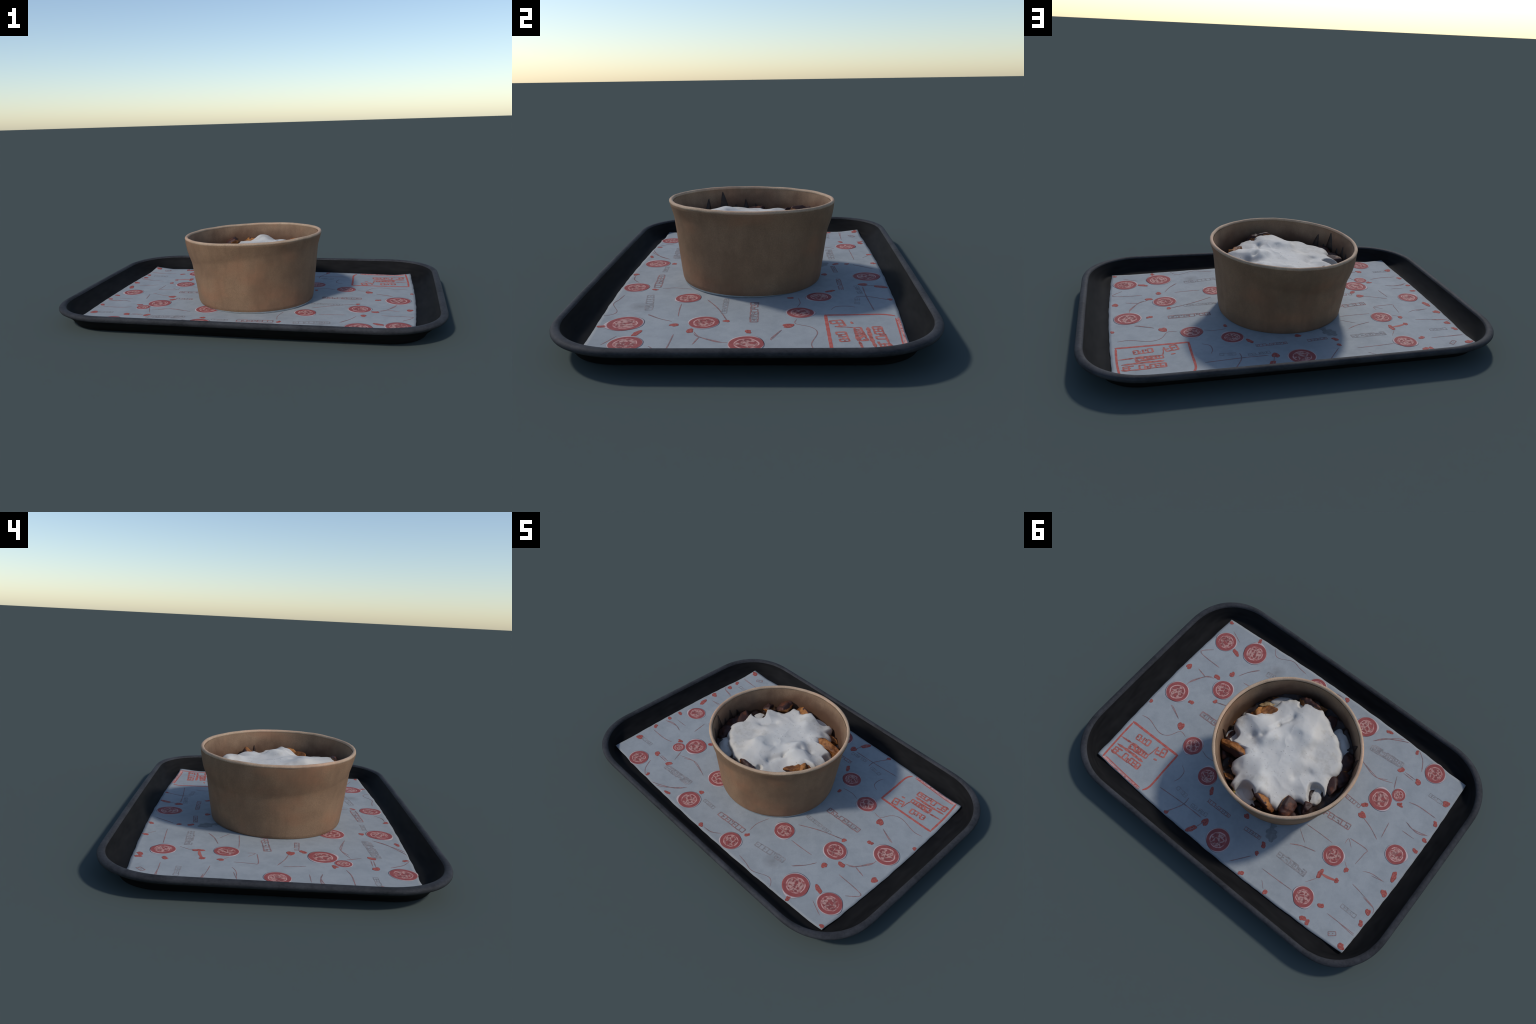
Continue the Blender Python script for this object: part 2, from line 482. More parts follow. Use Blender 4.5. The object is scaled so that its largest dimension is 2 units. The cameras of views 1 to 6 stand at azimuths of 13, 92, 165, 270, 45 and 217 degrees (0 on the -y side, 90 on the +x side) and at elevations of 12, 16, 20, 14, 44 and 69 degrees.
INK = 0.0005          # the ink layer stands this far above the paper


def unit_blob(name, mat, wobble, seed, points=56, elong=1.0):
    """Flat disc of radius 1 with an uneven edge and a small thickness."""
    r = random.Random(seed)
    ph = [r.uniform(0, TAU) for _ in range(5)]
    amp = [wobble * r.uniform(0.4, 1) / (k + 1) for k in range(5)]
    verts, faces = [], []
    radii = [0.0, 0.35, 0.7, 0.93, 1.0, 1.0]
    zs = [INK, INK, INK, INK, INK * 0.8, -INK]
    for q, z in zip(radii[1:], zs[1:]):
        for i in range(points):
            t = TAU * i / points
            k = q * (1 + q * sum(a * math.cos((m + 2) * t + p) for m, (a, p) in enumerate(zip(amp, ph))))
            verts.append((k * math.cos(t) * elong, k * math.sin(t), z))
    verts.append((0, 0, INK))
    c = len(verts) - 1
    for i in range(points):
        faces.append((c, i, (i + 1) % points))
        for m in range(len(radii) - 2):
            a, b = m * points + i, m * points + (i + 1) % points
            faces.append((a, a + points, b + points, b))
    return mesh_from(name, verts, faces, [mat])


def place_print(name, mesh, x, y, r, angle, parent, elong=1.0):
    """Lay a unit blob on the paper, following the paper's height."""
    me = mesh.copy()
    o = bpy.data.objects.new(name, me)
    z0 = paper_height(x, y)
    c, s = math.cos(angle), math.sin(angle)
    for v in me.vertices:
        px, py = x + r * (v.co.x * c - v.co.y * s), y + r * (v.co.x * s + v.co.y * c)
        v.co.z += paper_height(px, py) - z0
    o.location, o.scale, o.rotation_euler = (x, y, z0), (r, r, 1), (0, 0, angle)
    return link(o, parent)


def ribbon(points, width, seed=0, rough=0.25, step=0.008):
    """Thin raised strip along a polyline laid on the paper."""
    pts = [Vector((p[0], p[1])) for p in points]
    fine = []
    for k in range(len(pts) - 1):
        p0, p1, p2, p3 = pts[max(0, k - 1)], pts[k], pts[k + 1], pts[min(len(pts) - 1, k + 2)]
        m = max(2, int((p2 - p1).length / step))
        for i in range(m):
            t = i / m
            fine.append(0.5 * ((2 * p1) + (p2 - p0) * t + (2 * p0 - 5 * p1 + 4 * p2 - p3) * t * t + (3 * p1 - p0 - 3 * p2 + p3) * t ** 3))
    fine.append(pts[-1])
    verts, faces = [], []
    for i, p in enumerate(fine):
        d = (fine[min(i + 1, len(fine) - 1)] - fine[max(i - 1, 0)])
        d = d.normalized() if d.length else Vector((1, 0))
        nrm = Vector((-d.y, d.x))
        w = width * 0.5 * (1 + rough * 2 * fbm(p.x * 40, p.y * 40, seed)) * (0.35 + 0.65 * min(1, i / 3, (len(fine) - 1 - i) / 3))
        for s, dz in ((-1, -INK), (-1, INK), (1, INK), (1, -INK)):
            q = p + nrm * (s * max(w, 0.0006))
            q = Vector(on_sheet(q.x, q.y))
            verts.append((q.x, q.y, paper_height(q.x, q.y) + dz))
    for i in range(len(fine) - 1):
        for k in range(3):
            a = i * 4 + k
            faces.append((a, a + 4, a + 5, a + 1))
    m = len(verts)
    faces += [(0, 1, 2, 3), (m - 1, m - 2, m - 3, m - 4)]
    return verts, faces


def bar(verts, faces, x0, y0, x1, y1, width):
    """Straight ink stroke."""
    p, q = Vector((x0, y0)), Vector((x1, y1))
    d = (q - p).normalized()
    s = Vector((-d.y, d.x)) * width / 2
    b = len(verts)
    for z in (INK, -INK):
        for c in (p - s, q - s, q + s, p + s):
            verts.append((c.x, c.y, paper_height(c.x, c.y) + z))
    faces += [(b, b + 1, b + 2, b + 3)] + [(b + i, b + 4 + i, b + 4 + (i + 1) % 4, b + (i + 1) % 4) for i in range(4)]


def glyph_row(x0, y0, x1, y1, height, stroke, seed, pitch=0.62):
    """Row of illegible boxy marks, the way the blurred print reads."""
    r = random.Random(seed)
    v, f = [], []
    d = Vector((x1 - x0, y1 - y0))
    length = d.length
    d.normalize()
    up = Vector((-d.y, d.x))
    n = max(2, round(length / (height * pitch * 1.35)))
    w = length / n
    o = Vector((x0, y0))
    for i in range(n):
        a, b = o + d * (i * w + w * 0.12), o + d * (i * w + w * 0.82)
        h = height * r.uniform(0.85, 1.05)
        lo, mid, hi = -up * h / 2, up * 0, up * h / 2
        strokes = [(a + lo, a + hi, 0.95), (a + hi, a + hi + d * w, 0.93), (a + lo, a + lo + d * w, 0.93), (a + mid, a + mid + d * w * r.uniform(0.35, 0.75), 0.6),
                   (a + mid * 0 + d * w * r.uniform(0.4, 0.6), a + (lo if r.random() < 0.5 else hi) * 0.9 + d * w * r.uniform(0.4, 0.6), 0.4)]
        if i == n - 1:
            strokes.append((a + lo + d * w, a + hi + d * w, 1.0))
        for p, q, chance in strokes:
            if r.random() < chance:
                bar(v, f, p.x, p.y, q.x, q.y, stroke * r.uniform(0.8, 1.25))
    return v, f


def build_print(liner):
    medal = [unit_blob(f"medallion_disc", M["medal"], w, s) for w, s in ((0.05, 1), (0.07, 2), (0.06, 3), (0.08, 4))]
    for k, (x, y, r) in enumerate(MEDALLIONS):
        place_print("printed_medallion", medal[k % 4], x, y, r, rng.uniform(0, TAU), liner)
    drops = [unit_blob("ink_drop", M["drop"], 0.22, 30 + s, 32, e) for s, e in enumerate((1.0, 1.35, 1.7, 1.15, 1.5, 0.9))]
    for k, (x, y) in enumerate(DROPS):
        hx, hy = paper_half_sizes(x - LINER_CENTRE, y)
        s = rng.uniform(0.0095, 0.0175)
        m = s * (1.25 if k % 6 in (0, 3, 5) else 2.0) + 0.003
        x = LINER_CENTRE + max(-hx + m, min(hx - m, x - LINER_CENTRE))
        y = max(-hy + m, min(hy - m, y))
        place_print("printed_drop", drops[k % 6], x, y, s, rng.uniform(0, TAU), liner)
    for k, line in enumerate(TENDRILS):
        v, f = ribbon(line, rng.uniform(0.0030, 0.0050), k)
        add("printed_tendril", v, f, M["tendril"], liner, smooth=False)
    # the bone-shaped double drop
    v, f = ribbon([(-0.531, 0.318), (-0.575, 0.312), (-0.621, 0.297)], 0.013, 5, 0.1)
    add("printed_bone", v, f, M["drop"], liner, smooth=False)
    for k, (x0, y0, x1, y1) in enumerate(PRINT_ROWS):
        bold = k in (0, 2, 3, 4, 5, 6, 8)
        v, f = glyph_row(x0, y0, x1, y1, 0.031 if bold else 0.020, 0.0056 if bold else 0.0036, 100 + k, 0.62)
        add("printed_small_text", v, f, M["grey"] if k % 3 else M["tendril"], liner, smooth=False)
    # address panel: red frame, red rows, and a ragged pink band along the paper edge
    panel = bpy.data.objects.new("printed_panel", None)
    link(panel, liner)
    for line, w in (([(0.812, 0.570), (0.824, 0.44), (0.828, 0.308)], 0.010), ([(0.833, 0.3035), (0.66, 0.3015), (0.491, 0.2995)], 0.013),
                    ([(0.4965, 0.296), (0.493, 0.42), (0.490, 0.531), (0.508, 0.573)], 0.011), ([(0.800, 0.554), (0.70, 0.562), (0.60, 0.568), (0.528, 0.571)], 0.006)):
        v, f = ribbon(line, w, 7, 0.08)
        add("panel_frame", v, f, M["frame"], panel, smooth=False)
    v, f = ribbon([(0.812, 0.5655), (0.73, 0.572), (0.62, 0.578), (0.525, 0.581)], 0.012, 9, 0.55)
    add("panel_edge_band", v, f, M["pink"], panel, smooth=False)
    for k, (x0, y0, x1, y1, h) in enumerate(((0.752, 0.356, 0.668, 0.346, 0.034), (0.612, 0.350, 0.556, 0.336, 0.046), (0.745, 0.425, 0.624, 0.412, 0.026),
                                             (0.800, 0.492, 0.618, 0.486, 0.036))):
        v, f = glyph_row(x0, y0, x1, y1, h, 0.0078, 300 + k, 0.48)
        add("panel_text", v, f, M["rows"], panel, smooth=False)
    for line, w in (([(0.806, 0.459), (0.72, 0.452), (0.620, 0.451)], 0.015), ([(0.822, 0.412), (0.78, 0.409), (0.745, 0.405)], 0.009), ([(0.745, 0.402), (0.68, 0.402), (0.624, 0.400)], 0.013),
                    ([(0.624, 0.400), (0.618, 0.372), (0.617, 0.336)], 0.008), ([(0.586, 0.398), (0.565, 0.394)], 0.024), ([(0.808, 0.507), (0.79, 0.512), (0.76, 0.509)], 0.012)):
        v, f = ribbon(line, w, 13, 0.35)
        add("panel_text_bar", v, f, M["rows"], panel, smooth=False)
    # grey mark beside the bowl
    v, f = ribbon([(-0.176, 0.262), (-0.182, 0.292), (-0.199, 0.318), (-0.216, 0.342), (-0.222, 0.356)], 0.046, 21, 0.5)
    add("grey_mark", v, f, M["stain"], liner, smooth=False)


# --------------------------------------------------------------- paper bowl
BOWL = Vector((-0.035, -0.014, 0.390))       # centre of the rim's outer ring
SLOPE_X, SLOPE_Y = 0.031, -0.018             # the rim leans this much per metre
DEPTH = -0.352


def bowl_point(theta, s, r):
    """s runs along the axis, 0 at the rim's ring; the foot leans less than the rim."""
    x, y = r * math.cos(theta), r * math.sin(theta)
    k = 1 - 0.42 * smoothstep(-0.10, DEPTH, s) if s > DEPTH else 0.58
    lean = (SLOPE_X * x + SLOPE_Y * y) * k
    return (BOWL.x - SLOPE_X * s + x, BOWL.y - SLOPE_Y * s + y, BOWL.z + s + lean)


def cone_radius(s):
    return 0.353 + 0.1265 * (s + 0.13)


def flare_length(theta):
    return 0.106 + 0.047 * math.cos(theta - math.radians(148))


def outer_radius(theta, s):
    length = flare_length(theta)
    r = cone_radius(s)
    if s > -length:
        t = min(1.0, (s + length) / (length - 0.006))
        w = (length - 0.059) / 0.106
        g = t ** 1.15 * (1 - w) + (1 - (1 - t) ** 2.0) * w
        r0 = cone_radius(-length)
        r = max(r0 + (0.3805 - r0) * g, r0)
    seam = (theta - math.radians(20)) % TAU
    if seam < math.radians(45):                               # overlapping edge of the wrapped board
        r += 0.0016 * (1 - seam / math.radians(45))
    dent = 0.0016 * fbm(math.cos(theta) * 2.2, math.sin(theta) * 2.2, s * 9)
    return r + dent


def inner_radius(theta, s):
    return 0.3625 + 0.121 * s + 0.0012 * fbm(math.cos(theta) * 2.5, math.sin(theta) * 2.5, s * 7 + 4)


def build_bowl():
    bowl = top_level("paper_bowl", "round brown kraft paper bowl with a rolled rim", "paper bowl", (0, 0, 0))
    n = 192
    th = [TAU * i / n for i in range(n)]
    levels = [DEPTH + 0.004, DEPTH + 0.010, -0.335, -0.32, -0.30] + [-0.28 + 0.01 * i for i in range(27)] + [-0.013, -0.006, 0.0]
    hem = []                                                   # lowest edge; lifted a little on the front right
    for t in th:
        p = bowl_point(t, DEPTH, 0.3205)
        hem.append((p[0], p[1], 0.0264 + 0.009 * max(0.0, math.cos(t + math.radians(52))) ** 0.8))
    rings = [hem] + [[bowl_point(t, s, outer_radius(t, s)) for t in th] for s in levels]
    v, f = loft(rings)
    add("bowl_wall", v, f, M["wall"], bowl)
    inner = [[bowl_point(t, s, inner_radius(t, s)) for t in th] for s in (0.0, -0.02, -0.05, -0.08, -0.11, -0.15, -0.19, -0.23, -0.28, -0.325)]
    inner += [[bowl_point(t, -0.330, 0.31) for t in th], [bowl_point(t, -0.331, 0.1) for t in th]]
    v, f = loft([list(r) for r in inner], False, True)
    add("bowl_lining", v, f, M["inside"], bowl)
    rolled = []
    for k in range(14):
        a = TAU * k / 14
        rolled.append([bowl_point(t, 0.0030 + 0.0088 * math.sin(a) + 0.0022 * fbm(math.cos(t) * 3, math.sin(t) * 3, 2.0),
                                  0.3730 + (0.0088 + 0.0012 * fbm(math.cos(t) * 5, math.sin(t) * 5, 6.0)) * math.cos(a)) for t in th])
    v, f = loft(rolled + [rolled[0]])
    add("rolled_rim", v, f, M["rim"], bowl)
    foot = [[(p[0], p[1], p[2] + 0.001) for p in (bowl_point(t, DEPTH, 0.3190) for t in th)]]
    for r, z in ((0.3185, 0.0270), (0.3170, 0.0262), (0.1, 0.0262)):          # stands flat on the paper
        foot.append([(p[0], p[1], z) for p in (bowl_point(t, DEPTH, r) for t in th)])
    v, f = loft(foot, False, True)
    add("bowl_foot", v, f, M["foot"], bowl)
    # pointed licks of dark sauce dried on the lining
    for az, half, s0, s1, bend in ((207, 0.036, -0.16, -0.011, 0.02), (223, 0.031, -0.16, -0.040, -0.03), (188, 0.026, -0.16, -0.052, 0.01),
                                   (197, 0.026, -0.16, -0.078, 0.0), (178, 0.024, -0.16, -0.075, 0.04), (214, 0.030, -0.16, -0.085, 0.0), (20, 0.016, -0.15, -0.07, 0.0)):
        rows, m = [], 14
        for i in range(m + 1):
            t = i / m
            s = s0 + (s1 - s0) * t
            half_w = half * (1 - t) ** 0.75 * (1 + 0.2 * fbm(az, t * 3, 0)) + 0.001
            c = math.radians(az) + bend * t * t
            row = []
            for u in (-1, -0.6, 0, 0.6, 1):
                a = c + u * half_w / 0.35
                row.append(bowl_point(a, s, inner_radius(a, s) + 0.0006 - 0.008 * (1 - u ** 4) * (1 - 0.5 * t)))
            rows.append(row)
        verts = [p for r in rows for p in r]
        faces = [(i * 5 + j, i * 5 + j + 1, i * 5 + j + 6, i * 5 + j + 5) for i in range(m) for j in range(4)]
        o = add("dried_sauce_lick", verts, faces, M["dark"], bowl)
    return bowl


def keep_inside(p, gap=0.004):
    """Pull a point of the filling back inside the lining."""
    for _ in range(2):
        s = p.z - BOWL.z
        x, y = p.x - (BOWL.x - SLOPE_X * s), p.y - (BOWL.y - SLOPE_Y * s)
        s -= (SLOPE_X * x + SLOPE_Y * y) * 0.8
        r, limit = math.hypot(x, y), inner_radius(math.atan2(y, x), s) - gap
        if r > limit:
            k = limit / r
            p = Vector((p.x - x * (1 - k), p.y - y * (1 - k), p.z))
    return p


# ------------------------------------------------------------ potato wedges
def wedge_mesh(length, width, seed, plump=1.0, bend=0.12):
    """A fried wedge: two browned cut faces meeting in a ridge over a dark curved skin."""
    r = random.Random(seed)
    n_len, n_sec = 30, 28
    rings, off = [], r.uniform(0, 50)
    section = []
    for j in range(n_sec):                                     # ridge at the top, skin arc below
        a = TAU * j / n_sec
        x, z = math.sin(a), math.cos(a)
        if z > -0.05:
            k = 1 / (abs(x) * 0.95 + abs(z) * 1.02 + 0.06)
            x, z = x * k, z * k * 0.92
        else:
            z *= 0.72 * plump
        section.append((x, z))
    for i in range(n_len + 1):
        t = -1 + 2 * i / n_len
        q = max(0.02, (1 - abs(t) ** 2.4)) ** 0.55
        yaw = bend * (t * t - 0.35) * length
        ring = []
        for x, z in section:
            p = Vector((t * length / 2, x * width / 2 * q + yaw, z * width / 2 * q))
            d = fbm(p.x * 16 + off, p.y * 16, p.z * 16, 3) * 0.17 * width + fbm(p.x * 48 + off, p.y * 48, p.z * 48, 2) * 0.06 * width
            out = Vector((0, x, z)).normalized()
            ring.append(tuple(p + out * d * q))
        rings.append(ring)
    v, f = loft(rings, True, True)
    v = [Vector(p) for p in v]
    for _ in range(5):                                         # knife cuts and broken edges
        a = r.uniform(0, TAU)
        nrm = Vector((r.uniform(-0.9, 0.9), math.sin(a), math.cos(a))).normalized()
        far = max(p.dot(nrm) for p in v)
        cut = far - r.uniform(0.10, 0.26) * width
        for p in v:
            over = p.dot(nrm) - cut
            if over > 0:
                p -= nrm * over * 0.92
    me = mesh_from("wedge", v, f, [M["skin"], M["flesh"]])
    for p in me.polygons:
        c = p.center
        p.material_index = 1 if c.z > -0.03 * width + 0.10 * width * fbm(c.x * 20 + off, c.y * 20, 1) else 0
    return me


def place_wedge(p, q, width, roll, seed, plump=1.0, bend=0.12, flesh="flesh", name="potato_wedge", label="browned potato wedge with dark glossy skin"):
    p, q = Vector(p), Vector(q)
    d = q - p
    me = wedge_mesh(d.length * 1.12, width, seed, plump, bend)
    me.materials[1] = M[flesh]
    o = bpy.data.objects.new(name, me)
    x = d.normalized()
    y = Vector((0, 0, 1)).cross(x).normalized()
    z = x.cross(y)
    rot = Matrix((x, y, z)).transposed() @ Matrix.Rotation(math.radians(roll), 3, "X")
    o.matrix_world = Matrix.Translation((p + q) / 2) @ rot.to_4x4()
    inv = o.matrix_world.inverted()
    for v in me.vertices:
        v.co = inv @ keep_inside(o.matrix_world @ v.co)
    o["label"], o["category"] = label, "potato wedge"
    return link(o)


def build_gap_fill():
    """Dark lumpy filler in the gaps between the wedges, fuller on the front left."""
    gap_fill = top_level("dark_gap_fill", "dark brown lumpy filler between the wedges", "sauce")
    rings, n = [], 160
    for q in (0.2, 0.4, 0.55, 0.68, 0.76, 0.82, 0.87, 0.91, 0.95, 0.98, 1.0):
        ring = []
        for i in range(n):
            t = TAU * i / n
            s = -0.135
            r = inner_radius(t, s) * q
            x, y = BOWL.x - SLOPE_X * s + r * math.cos(t), BOWL.y - SLOPE_Y * s + r * math.sin(t)
            full = smoothstep(-0.6, 0.6, math.cos(t - math.radians(245)))
            z = 0.222 + 0.040 * full + 0.026 * fbm(x * 17, y * 17, 8.0, 4) + 0.010 * full * smoothstep(0.85, 1.0, q)
            ring.append(tuple(keep_inside(Vector((x, y, z)), 0.0015)))
        rings.append(ring)
    v, f = loft(rings, True, False)
    o = add("gap_fill_surface", v, f, M["dark"], gap_fill)
    o["kind"] = "stuff"


def build_wedges():
    shown = [  # one end, other end, width, roll about the length, inside flesh
        ((0.105, 0.122, 0.322), (0.285, 0.150, 0.308), 0.090, 62, "flesh"),      # right of the sauce, tip on the wall
        ((0.300, 0.035, 0.295), (0.165, -0.165, 0.335), 0.080, 30, "flesh"),      # long golden one at the front
        ((0.230, -0.135, 0.318), (0.205, -0.055, 0.340), 0.070, 25, "flesh"),
        ((0.258, -0.135, 0.270), (0.195, -0.225, 0.280), 0.060, 30, "pale"),
        ((0.105, -0.295, 0.322), (-0.030, -0.310, 0.345), 0.080, 120, "flesh"),   # dark, front left
        ((-0.290, -0.080, 0.280), (-0.345, 0.035, 0.300), 0.080, 165, "flesh"),   # dark blade on the far left
        ((-0.190, 0.170, 0.332), (-0.235, 0.265, 0.300), 0.085, 150, "flesh"),
        ((-0.275, 0.130, 0.310), (-0.310, 0.180, 0.285), 0.075, 170, "flesh"),
        ((-0.020, 0.230, 0.320), (-0.165, 0.275, 0.285), 0.090, -75, "flesh"),
        ((0.090, 0.255, 0.262), (0.165, 0.275, 0.255), 0.055, 60, "flesh"),
        ((0.075, 0.300, 0.262), (0.010, 0.320, 0.250), 0.045, 0, "yellow"),
        ((-0.260, -0.225, 0.275), (-0.330, -0.130, 0.295), 0.085, 175, "flesh"),
        ((-0.325, -0.165, 0.275), (-0.350, -0.035, 0.292), 0.080, 160, "flesh"),
        ((-0.335, -0.050, 0.240), (-0.350, 0.060, 0.235), 0.070, 150, "flesh"),
        ((0.015, -0.335, 0.300), (-0.045, -0.345, 0.265), 0.055, 60, "flesh"),
        ((-0.065, -0.295, 0.300), (-0.125, -0.300, 0.285), 0.080, 170, "flesh"),
        ((-0.165, -0.300, 0.262), (-0.230, -0.270, 0.268), 0.065, 160, "flesh"),
        ((0.270, 0.090, 0.255), (0.215, 0.215, 0.250), 0.085, 175, "flesh"),
        ((-0.090, 0.310, 0.250), (-0.015, 0.320, 0.245), 0.070, 170, "flesh"),
        ((-0.040, 0.215, 0.325), (-0.055, 0.285, 0.290), 0.045, 30, "pale"),
        ((-0.290, 0.200, 0.245), (-0.190, 0.285, 0.250), 0.075, 160, "flesh"),
        ((0.180, -0.260, 0.268), (0.255, -0.200, 0.262), 0.065, 60, "flesh"),
    ]
    for k, (p, q, w, roll, fl) in enumerate(shown):
        p, q = (p[0], p[1], p[2] - 0.022), (q[0], q[1], q[2] - 0.022)
        place_wedge(p, q, w, roll, 500 + k, 1.0, rng.uniform(-0.15, 0.15), fl)
    for k in range(26):                                        # the pile underneath
        a, rad = TAU * k / 26 * 3.1, (0.29 if k % 2 else 0.19)
        c = Vector((-0.03 + rad * math.cos(a), -0.008 + rad * math.sin(a), rng.uniform(0.185, 0.215) + (0.022 if math.sin(a) < 0.2 else 0.0)))
        h = rng.uniform(0, TAU)
        if rad > 0.25:
            h = a + math.pi / 2 + rng.uniform(-0.4, 0.4)
        d = Vector((math.cos(h), math.sin(h), rng.uniform(-0.15, 0.15))) * 0.075
        place_wedge(c - d, c + d, rng.uniform(0.065, 0.085), rng.uniform(110, 240), 700 + k)


# -------------------------------------------------------------- cream sauce
# outline of the sauce as direction (degrees) and reach from its middle
SAUCE_MIDDLE = (-0.03, 0.0)
SAUCE_REACH = [(0, .318), (10, .308), (17, .318), (23, .312), (28, .245), (33, .196), (42, .198), (47, .265), (55, .285), (62, .27), (70, .318), (80, .325), (90, .315),
               (97, .24), (108, .246), (114, .283), (120, .290), (125, .262), (132, .235), (143, .245), (151, .275), (157, .318), (164, .312), (170, .292), (178, .277),
               (191, .262), (199, .29), (207, .30), (217, .30), (227, .285), (244, .277), (258, .291), (270, .302), (279, .30), (291, .296), (299, .314), (311, .304),
               (320, .275), (326, .235), (345, .250), (353, .30)]
# heights of the blanket's humps and hollows: x, y, z
SAUCE_HEIGHTS = [
    (-0.007, 0.215, 0.356), (-0.238, 0.098, 0.326), (-0.190, 0.135, 0.292), (-0.290, 0.105, 0.270), (-0.205, 0.055, 0.300), (0.115, -0.019, 0.356), (-0.055, -0.145, 0.352), (-0.255, -0.170, 0.306), (0.030, -0.270, 0.345), (0.200, -0.050, 0.345),
    (0.125, 0.115, 0.340), (0.080, 0.150, 0.335), (-0.030, 0.020, 0.322), (-0.120, -0.020, 0.321), (-0.150, 0.075, 0.312), (0.050, 0.050, 0.322), (-0.180, -0.100, 0.304),
    (-0.035, -0.070, 0.332), (0.070, -0.115, 0.334), (0.085, -0.200, 0.316), (-0.140, -0.220, 0.316), (0.250, 0.030, 0.318), (0.260, 0.090, 0.296), (-0.100, 0.165, 0.304),
    (-0.170, 0.160, 0.300), (-0.005, 0.300, 0.305), (-0.275, 0.045, 0.300), (-0.285, -0.010, 0.296), (0.050, 0.200, 0.312), (0.170, 0.058, 0.298), (-0.230, -0.040, 0.309),
    (0.110, -0.260, 0.322), (-0.060, 0.100, 0.320), (0.165, -0.150, 0.304), (-0.02, -0.22, 0.340), (0.13, 0.21, 0.29), (0.075, 0.245, 0.292)]
# narrow folds: x0, y0, x1, y1, width, height
SAUCE_FOLDS = [(0.165, 0.035, 0.128, -0.005, 0.018, -0.008), (0.128, -0.005, 0.090, -0.100, 0.014, -0.010), (0.090, -0.100, 0.058, -0.190, 0.016, -0.014),
               (0.112, -0.045, 0.098, 0.020, 0.020, 0.008), (-0.030, -0.120, -0.012, -0.085, 0.018, -0.007), (-0.150, 0.065, -0.195, 0.010, 0.022, -0.010)]
# channels where the blanket has slumped into gaps: x0, y0, x1, y1, half width, drop
SAUCE_SLUMPS = [(-0.275, 0.068, -0.350, 0.140, 0.038, 0.052), (0.006, 0.300, 0.002, 0.360, 0.055, 0.055), (0.262, 0.096, 0.330, 0.125, 0.045, 0.050), (0.072, -0.262, 0.085, -0.330, 0.014, 0.022)]



def reach(theta):
    d = math.degrees(theta) % 360
    pts = SAUCE_REACH
    for k in range(len(pts)):
        a, ra = pts[k]
        b, rb = pts[(k + 1) % len(pts)]
        b2 = b if b > a else b + 360
        if a <= d <= b2:
            t = (d - a) / (b2 - a)
            t = t * t * (3 - 2 * t)
            return ra + (rb - ra) * t
    return pts[0][1]


def sauce_height(x, y):
    x2, y2 = x + 0.016 * fbm(x * 8, y * 8, 4.4, 2), y + 0.016 * fbm(x * 8, y * 8, 9.4, 2)
    total = weight = 1e-9
    for px, py, pz in SAUCE_HEIGHTS:
        w = math.exp(-((x2 - px) ** 2 + (y2 - py) ** 2) / (2 * 0.037 ** 2))
        total, weight = total + w * pz, weight + w
    h = total / weight
    for x0, y0, x1, y1, w, a in SAUCE_FOLDS:
        dx, dy = x1 - x0, y1 - y0
        t = min(1, max(0, ((x2 - x0) * dx + (y2 - y0) * dy) / (dx * dx + dy * dy)))
        d2 = (x2 - x0 - dx * t) ** 2 + (y2 - y0 - dy * t) ** 2
        h += a * math.exp(-d2 / (w * w))
    for x0, y0, x1, y1, w, drop in SAUCE_SLUMPS:
        dx, dy = x1 - x0, y1 - y0
        t = min(1, max(0, ((x2 - x0) * dx + (y2 - y0) * dy) / (dx * dx + dy * dy)))
        h -= drop * (1 - smoothstep(0.8, 1.2, math.hypot(x2 - x0 - dx * t, y2 - y0 - dy * t) / w))
    ridge = max(0.0, 1 - abs(2.0 * fbm(x2 * 7 + 3 + 0.5 * fbm(x * 9, y * 9, 3.0, 2), y2 * 7 + 0.5 * fbm(x * 9, y * 9, 5.0, 2), 6.6, 1))) ** 2
    return h + 0.0035 * fbm(x * 11, y * 11, 2.3, 2) + 0.0022 * (ridge - 0.35) + 0.0006 * fbm(x * 40, y * 40, 7.1, 2)


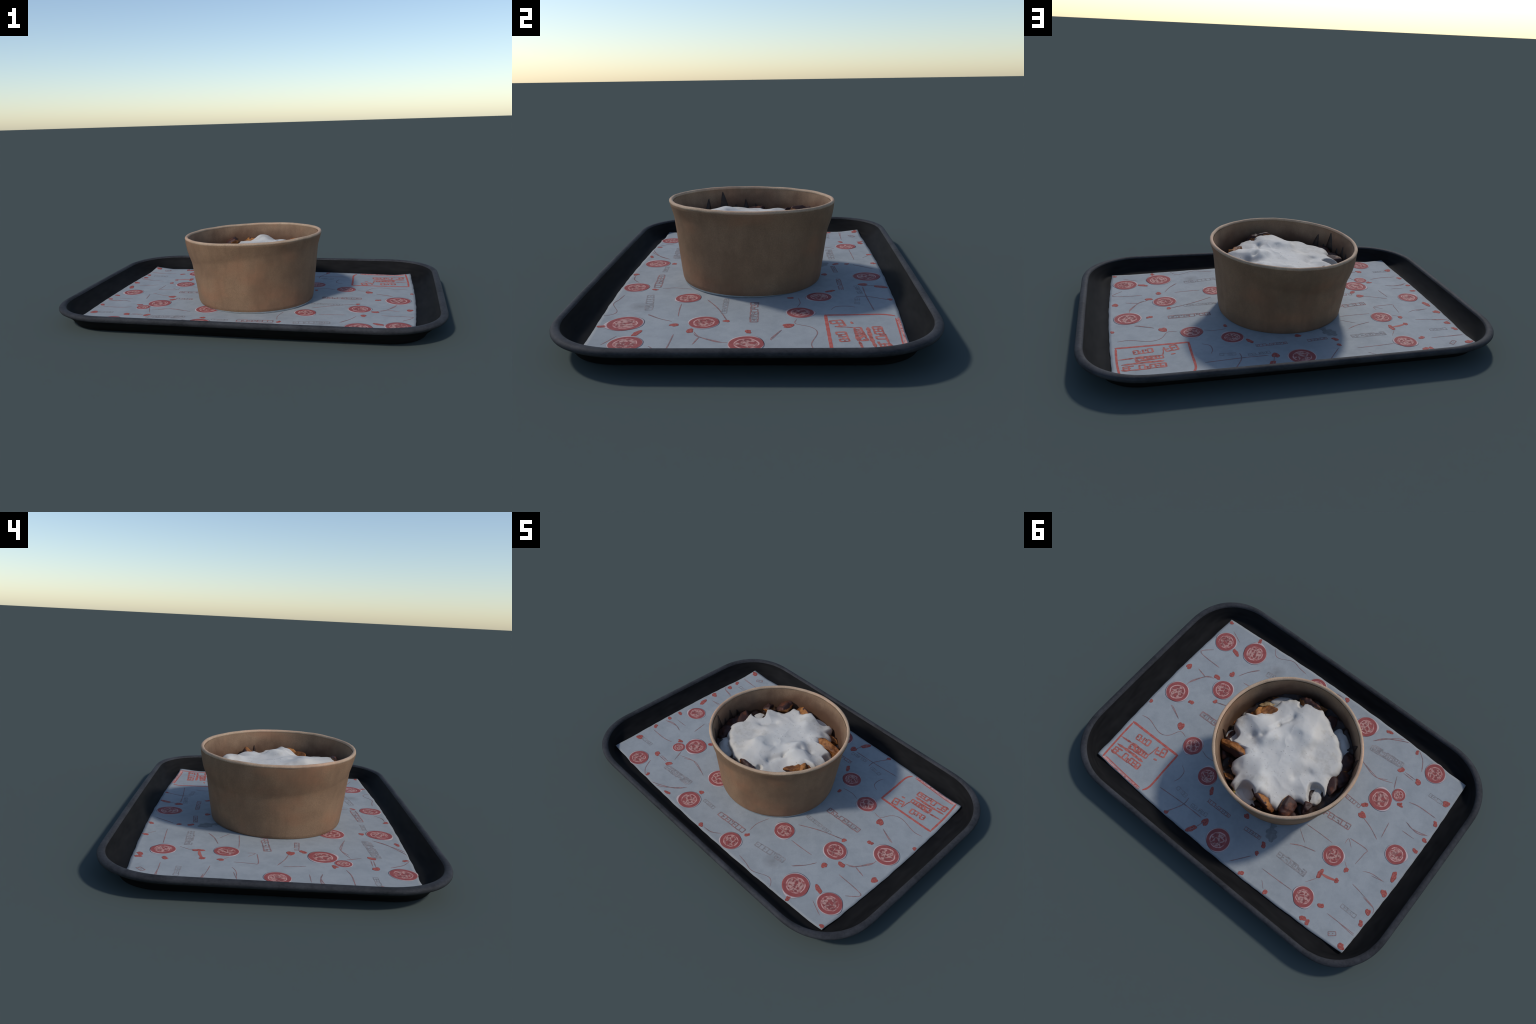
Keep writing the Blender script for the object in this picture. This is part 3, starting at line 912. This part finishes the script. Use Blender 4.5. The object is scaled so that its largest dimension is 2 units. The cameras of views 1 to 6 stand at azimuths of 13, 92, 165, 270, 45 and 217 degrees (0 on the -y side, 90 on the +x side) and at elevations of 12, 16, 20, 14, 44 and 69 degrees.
def build_sauce():
    sauce = top_level("cream_sauce", "thick white cream sauce with dark specks over wedges", "sauce")
    n, m = 360, 78
    cx, cy = SAUCE_MIDDLE
    rings = []
    for j in range(1, m + 1):
        q = j / m
        ring = []
        for i in range(n):
            t = TAU * i / n
            r = (reach(t) * 0.90 + 0.036) * (1 + 0.030 * fbm(math.cos(t) * 7, math.sin(t) * 7, 0.4))
            x, y = cx + r * q * math.cos(t), cy + r * q * math.sin(t)
            band = (1 - q) * r                                  # distance to the edge along the ray
            roundoff = 0.0
            if band < 0.035:
                u = 1 - band / 0.035
                roundoff = 0.030 * (1 - math.sqrt(max(0.0, 1 - u * u * 0.985)))
            ring.append((x, y, sauce_height(x, y) - roundoff))
        rings.append(ring)
    for back, drop in ((0.001, 0.014), (0.004, 0.030), (0.012, 0.050), (0.025, 0.075)):
        ring = []
        for i in range(n):
            t = TAU * i / n
            ex, ey, ez = rings[m - 1][i]
            ring.append((ex - back * math.cos(t), ey - back * math.sin(t), ez - drop))
        rings.append(ring)
    v, f = loft(rings, True, True)
    f[-2] = tuple(reversed(f[-2]))
    f[-2], f[-1] = tuple(range(n)), tuple(reversed(range((len(rings) - 1) * n, len(rings) * n)))
    f = [tuple(reversed(q)) if k < len(f) - 2 else q for k, q in enumerate(f)]
    add("sauce_blanket", v, f, M["cream"], sauce)
    # runs of sauce lower down between the wedges and the wall
    for k, (x, y, z, sx, sy, sz, turn) in enumerate(((-0.215, -0.245, 0.276, 0.090, 0.048, 0.030, -45), (0.175, -0.235, 0.272, 0.080, 0.035, 0.030, 40), (-0.285, -0.165, 0.262, 0.05, 0.03, 0.026, -60),
                                                     (0.255, 0.088, 0.262, 0.055, 0.045, 0.020, 70), (-0.005, 0.300, 0.258, 0.070, 0.045, 0.020, 5),
                                                     (-0.290, 0.060, 0.268, 0.055, 0.030, 0.020, 100))):
        bm = bmesh.new()
        bmesh.ops.create_icosphere(bm, subdivisions=5, radius=1.0)
        rot = Matrix.Rotation(math.radians(turn), 3, "Z")
        for vert in bm.verts:
            c = vert.co
            d = 1 + 0.16 * fbm(c.x * 1.1 + k * 5, c.y * 1.1, c.z * 1.1, 2)
            vert.co = rot @ Vector((c.x * sx * d, c.y * sy * d, c.z * sz * d)) + Vector((x, y, z - 0.022))
            vert.co = keep_inside(vert.co, 0.006)
        for face in bm.faces:
            face.smooth = True
        me = bpy.data.meshes.new("sauce_run")
        bm.to_mesh(me)
        bm.free()
        me.materials.append(M["cream"])
        link(bpy.data.objects.new("sauce_run", me), sauce)
    return sauce


build_tray()
build_liner()
build_bowl()
build_gap_fill()
build_wedges()
build_sauce()
bpy.context.view_layer.update()
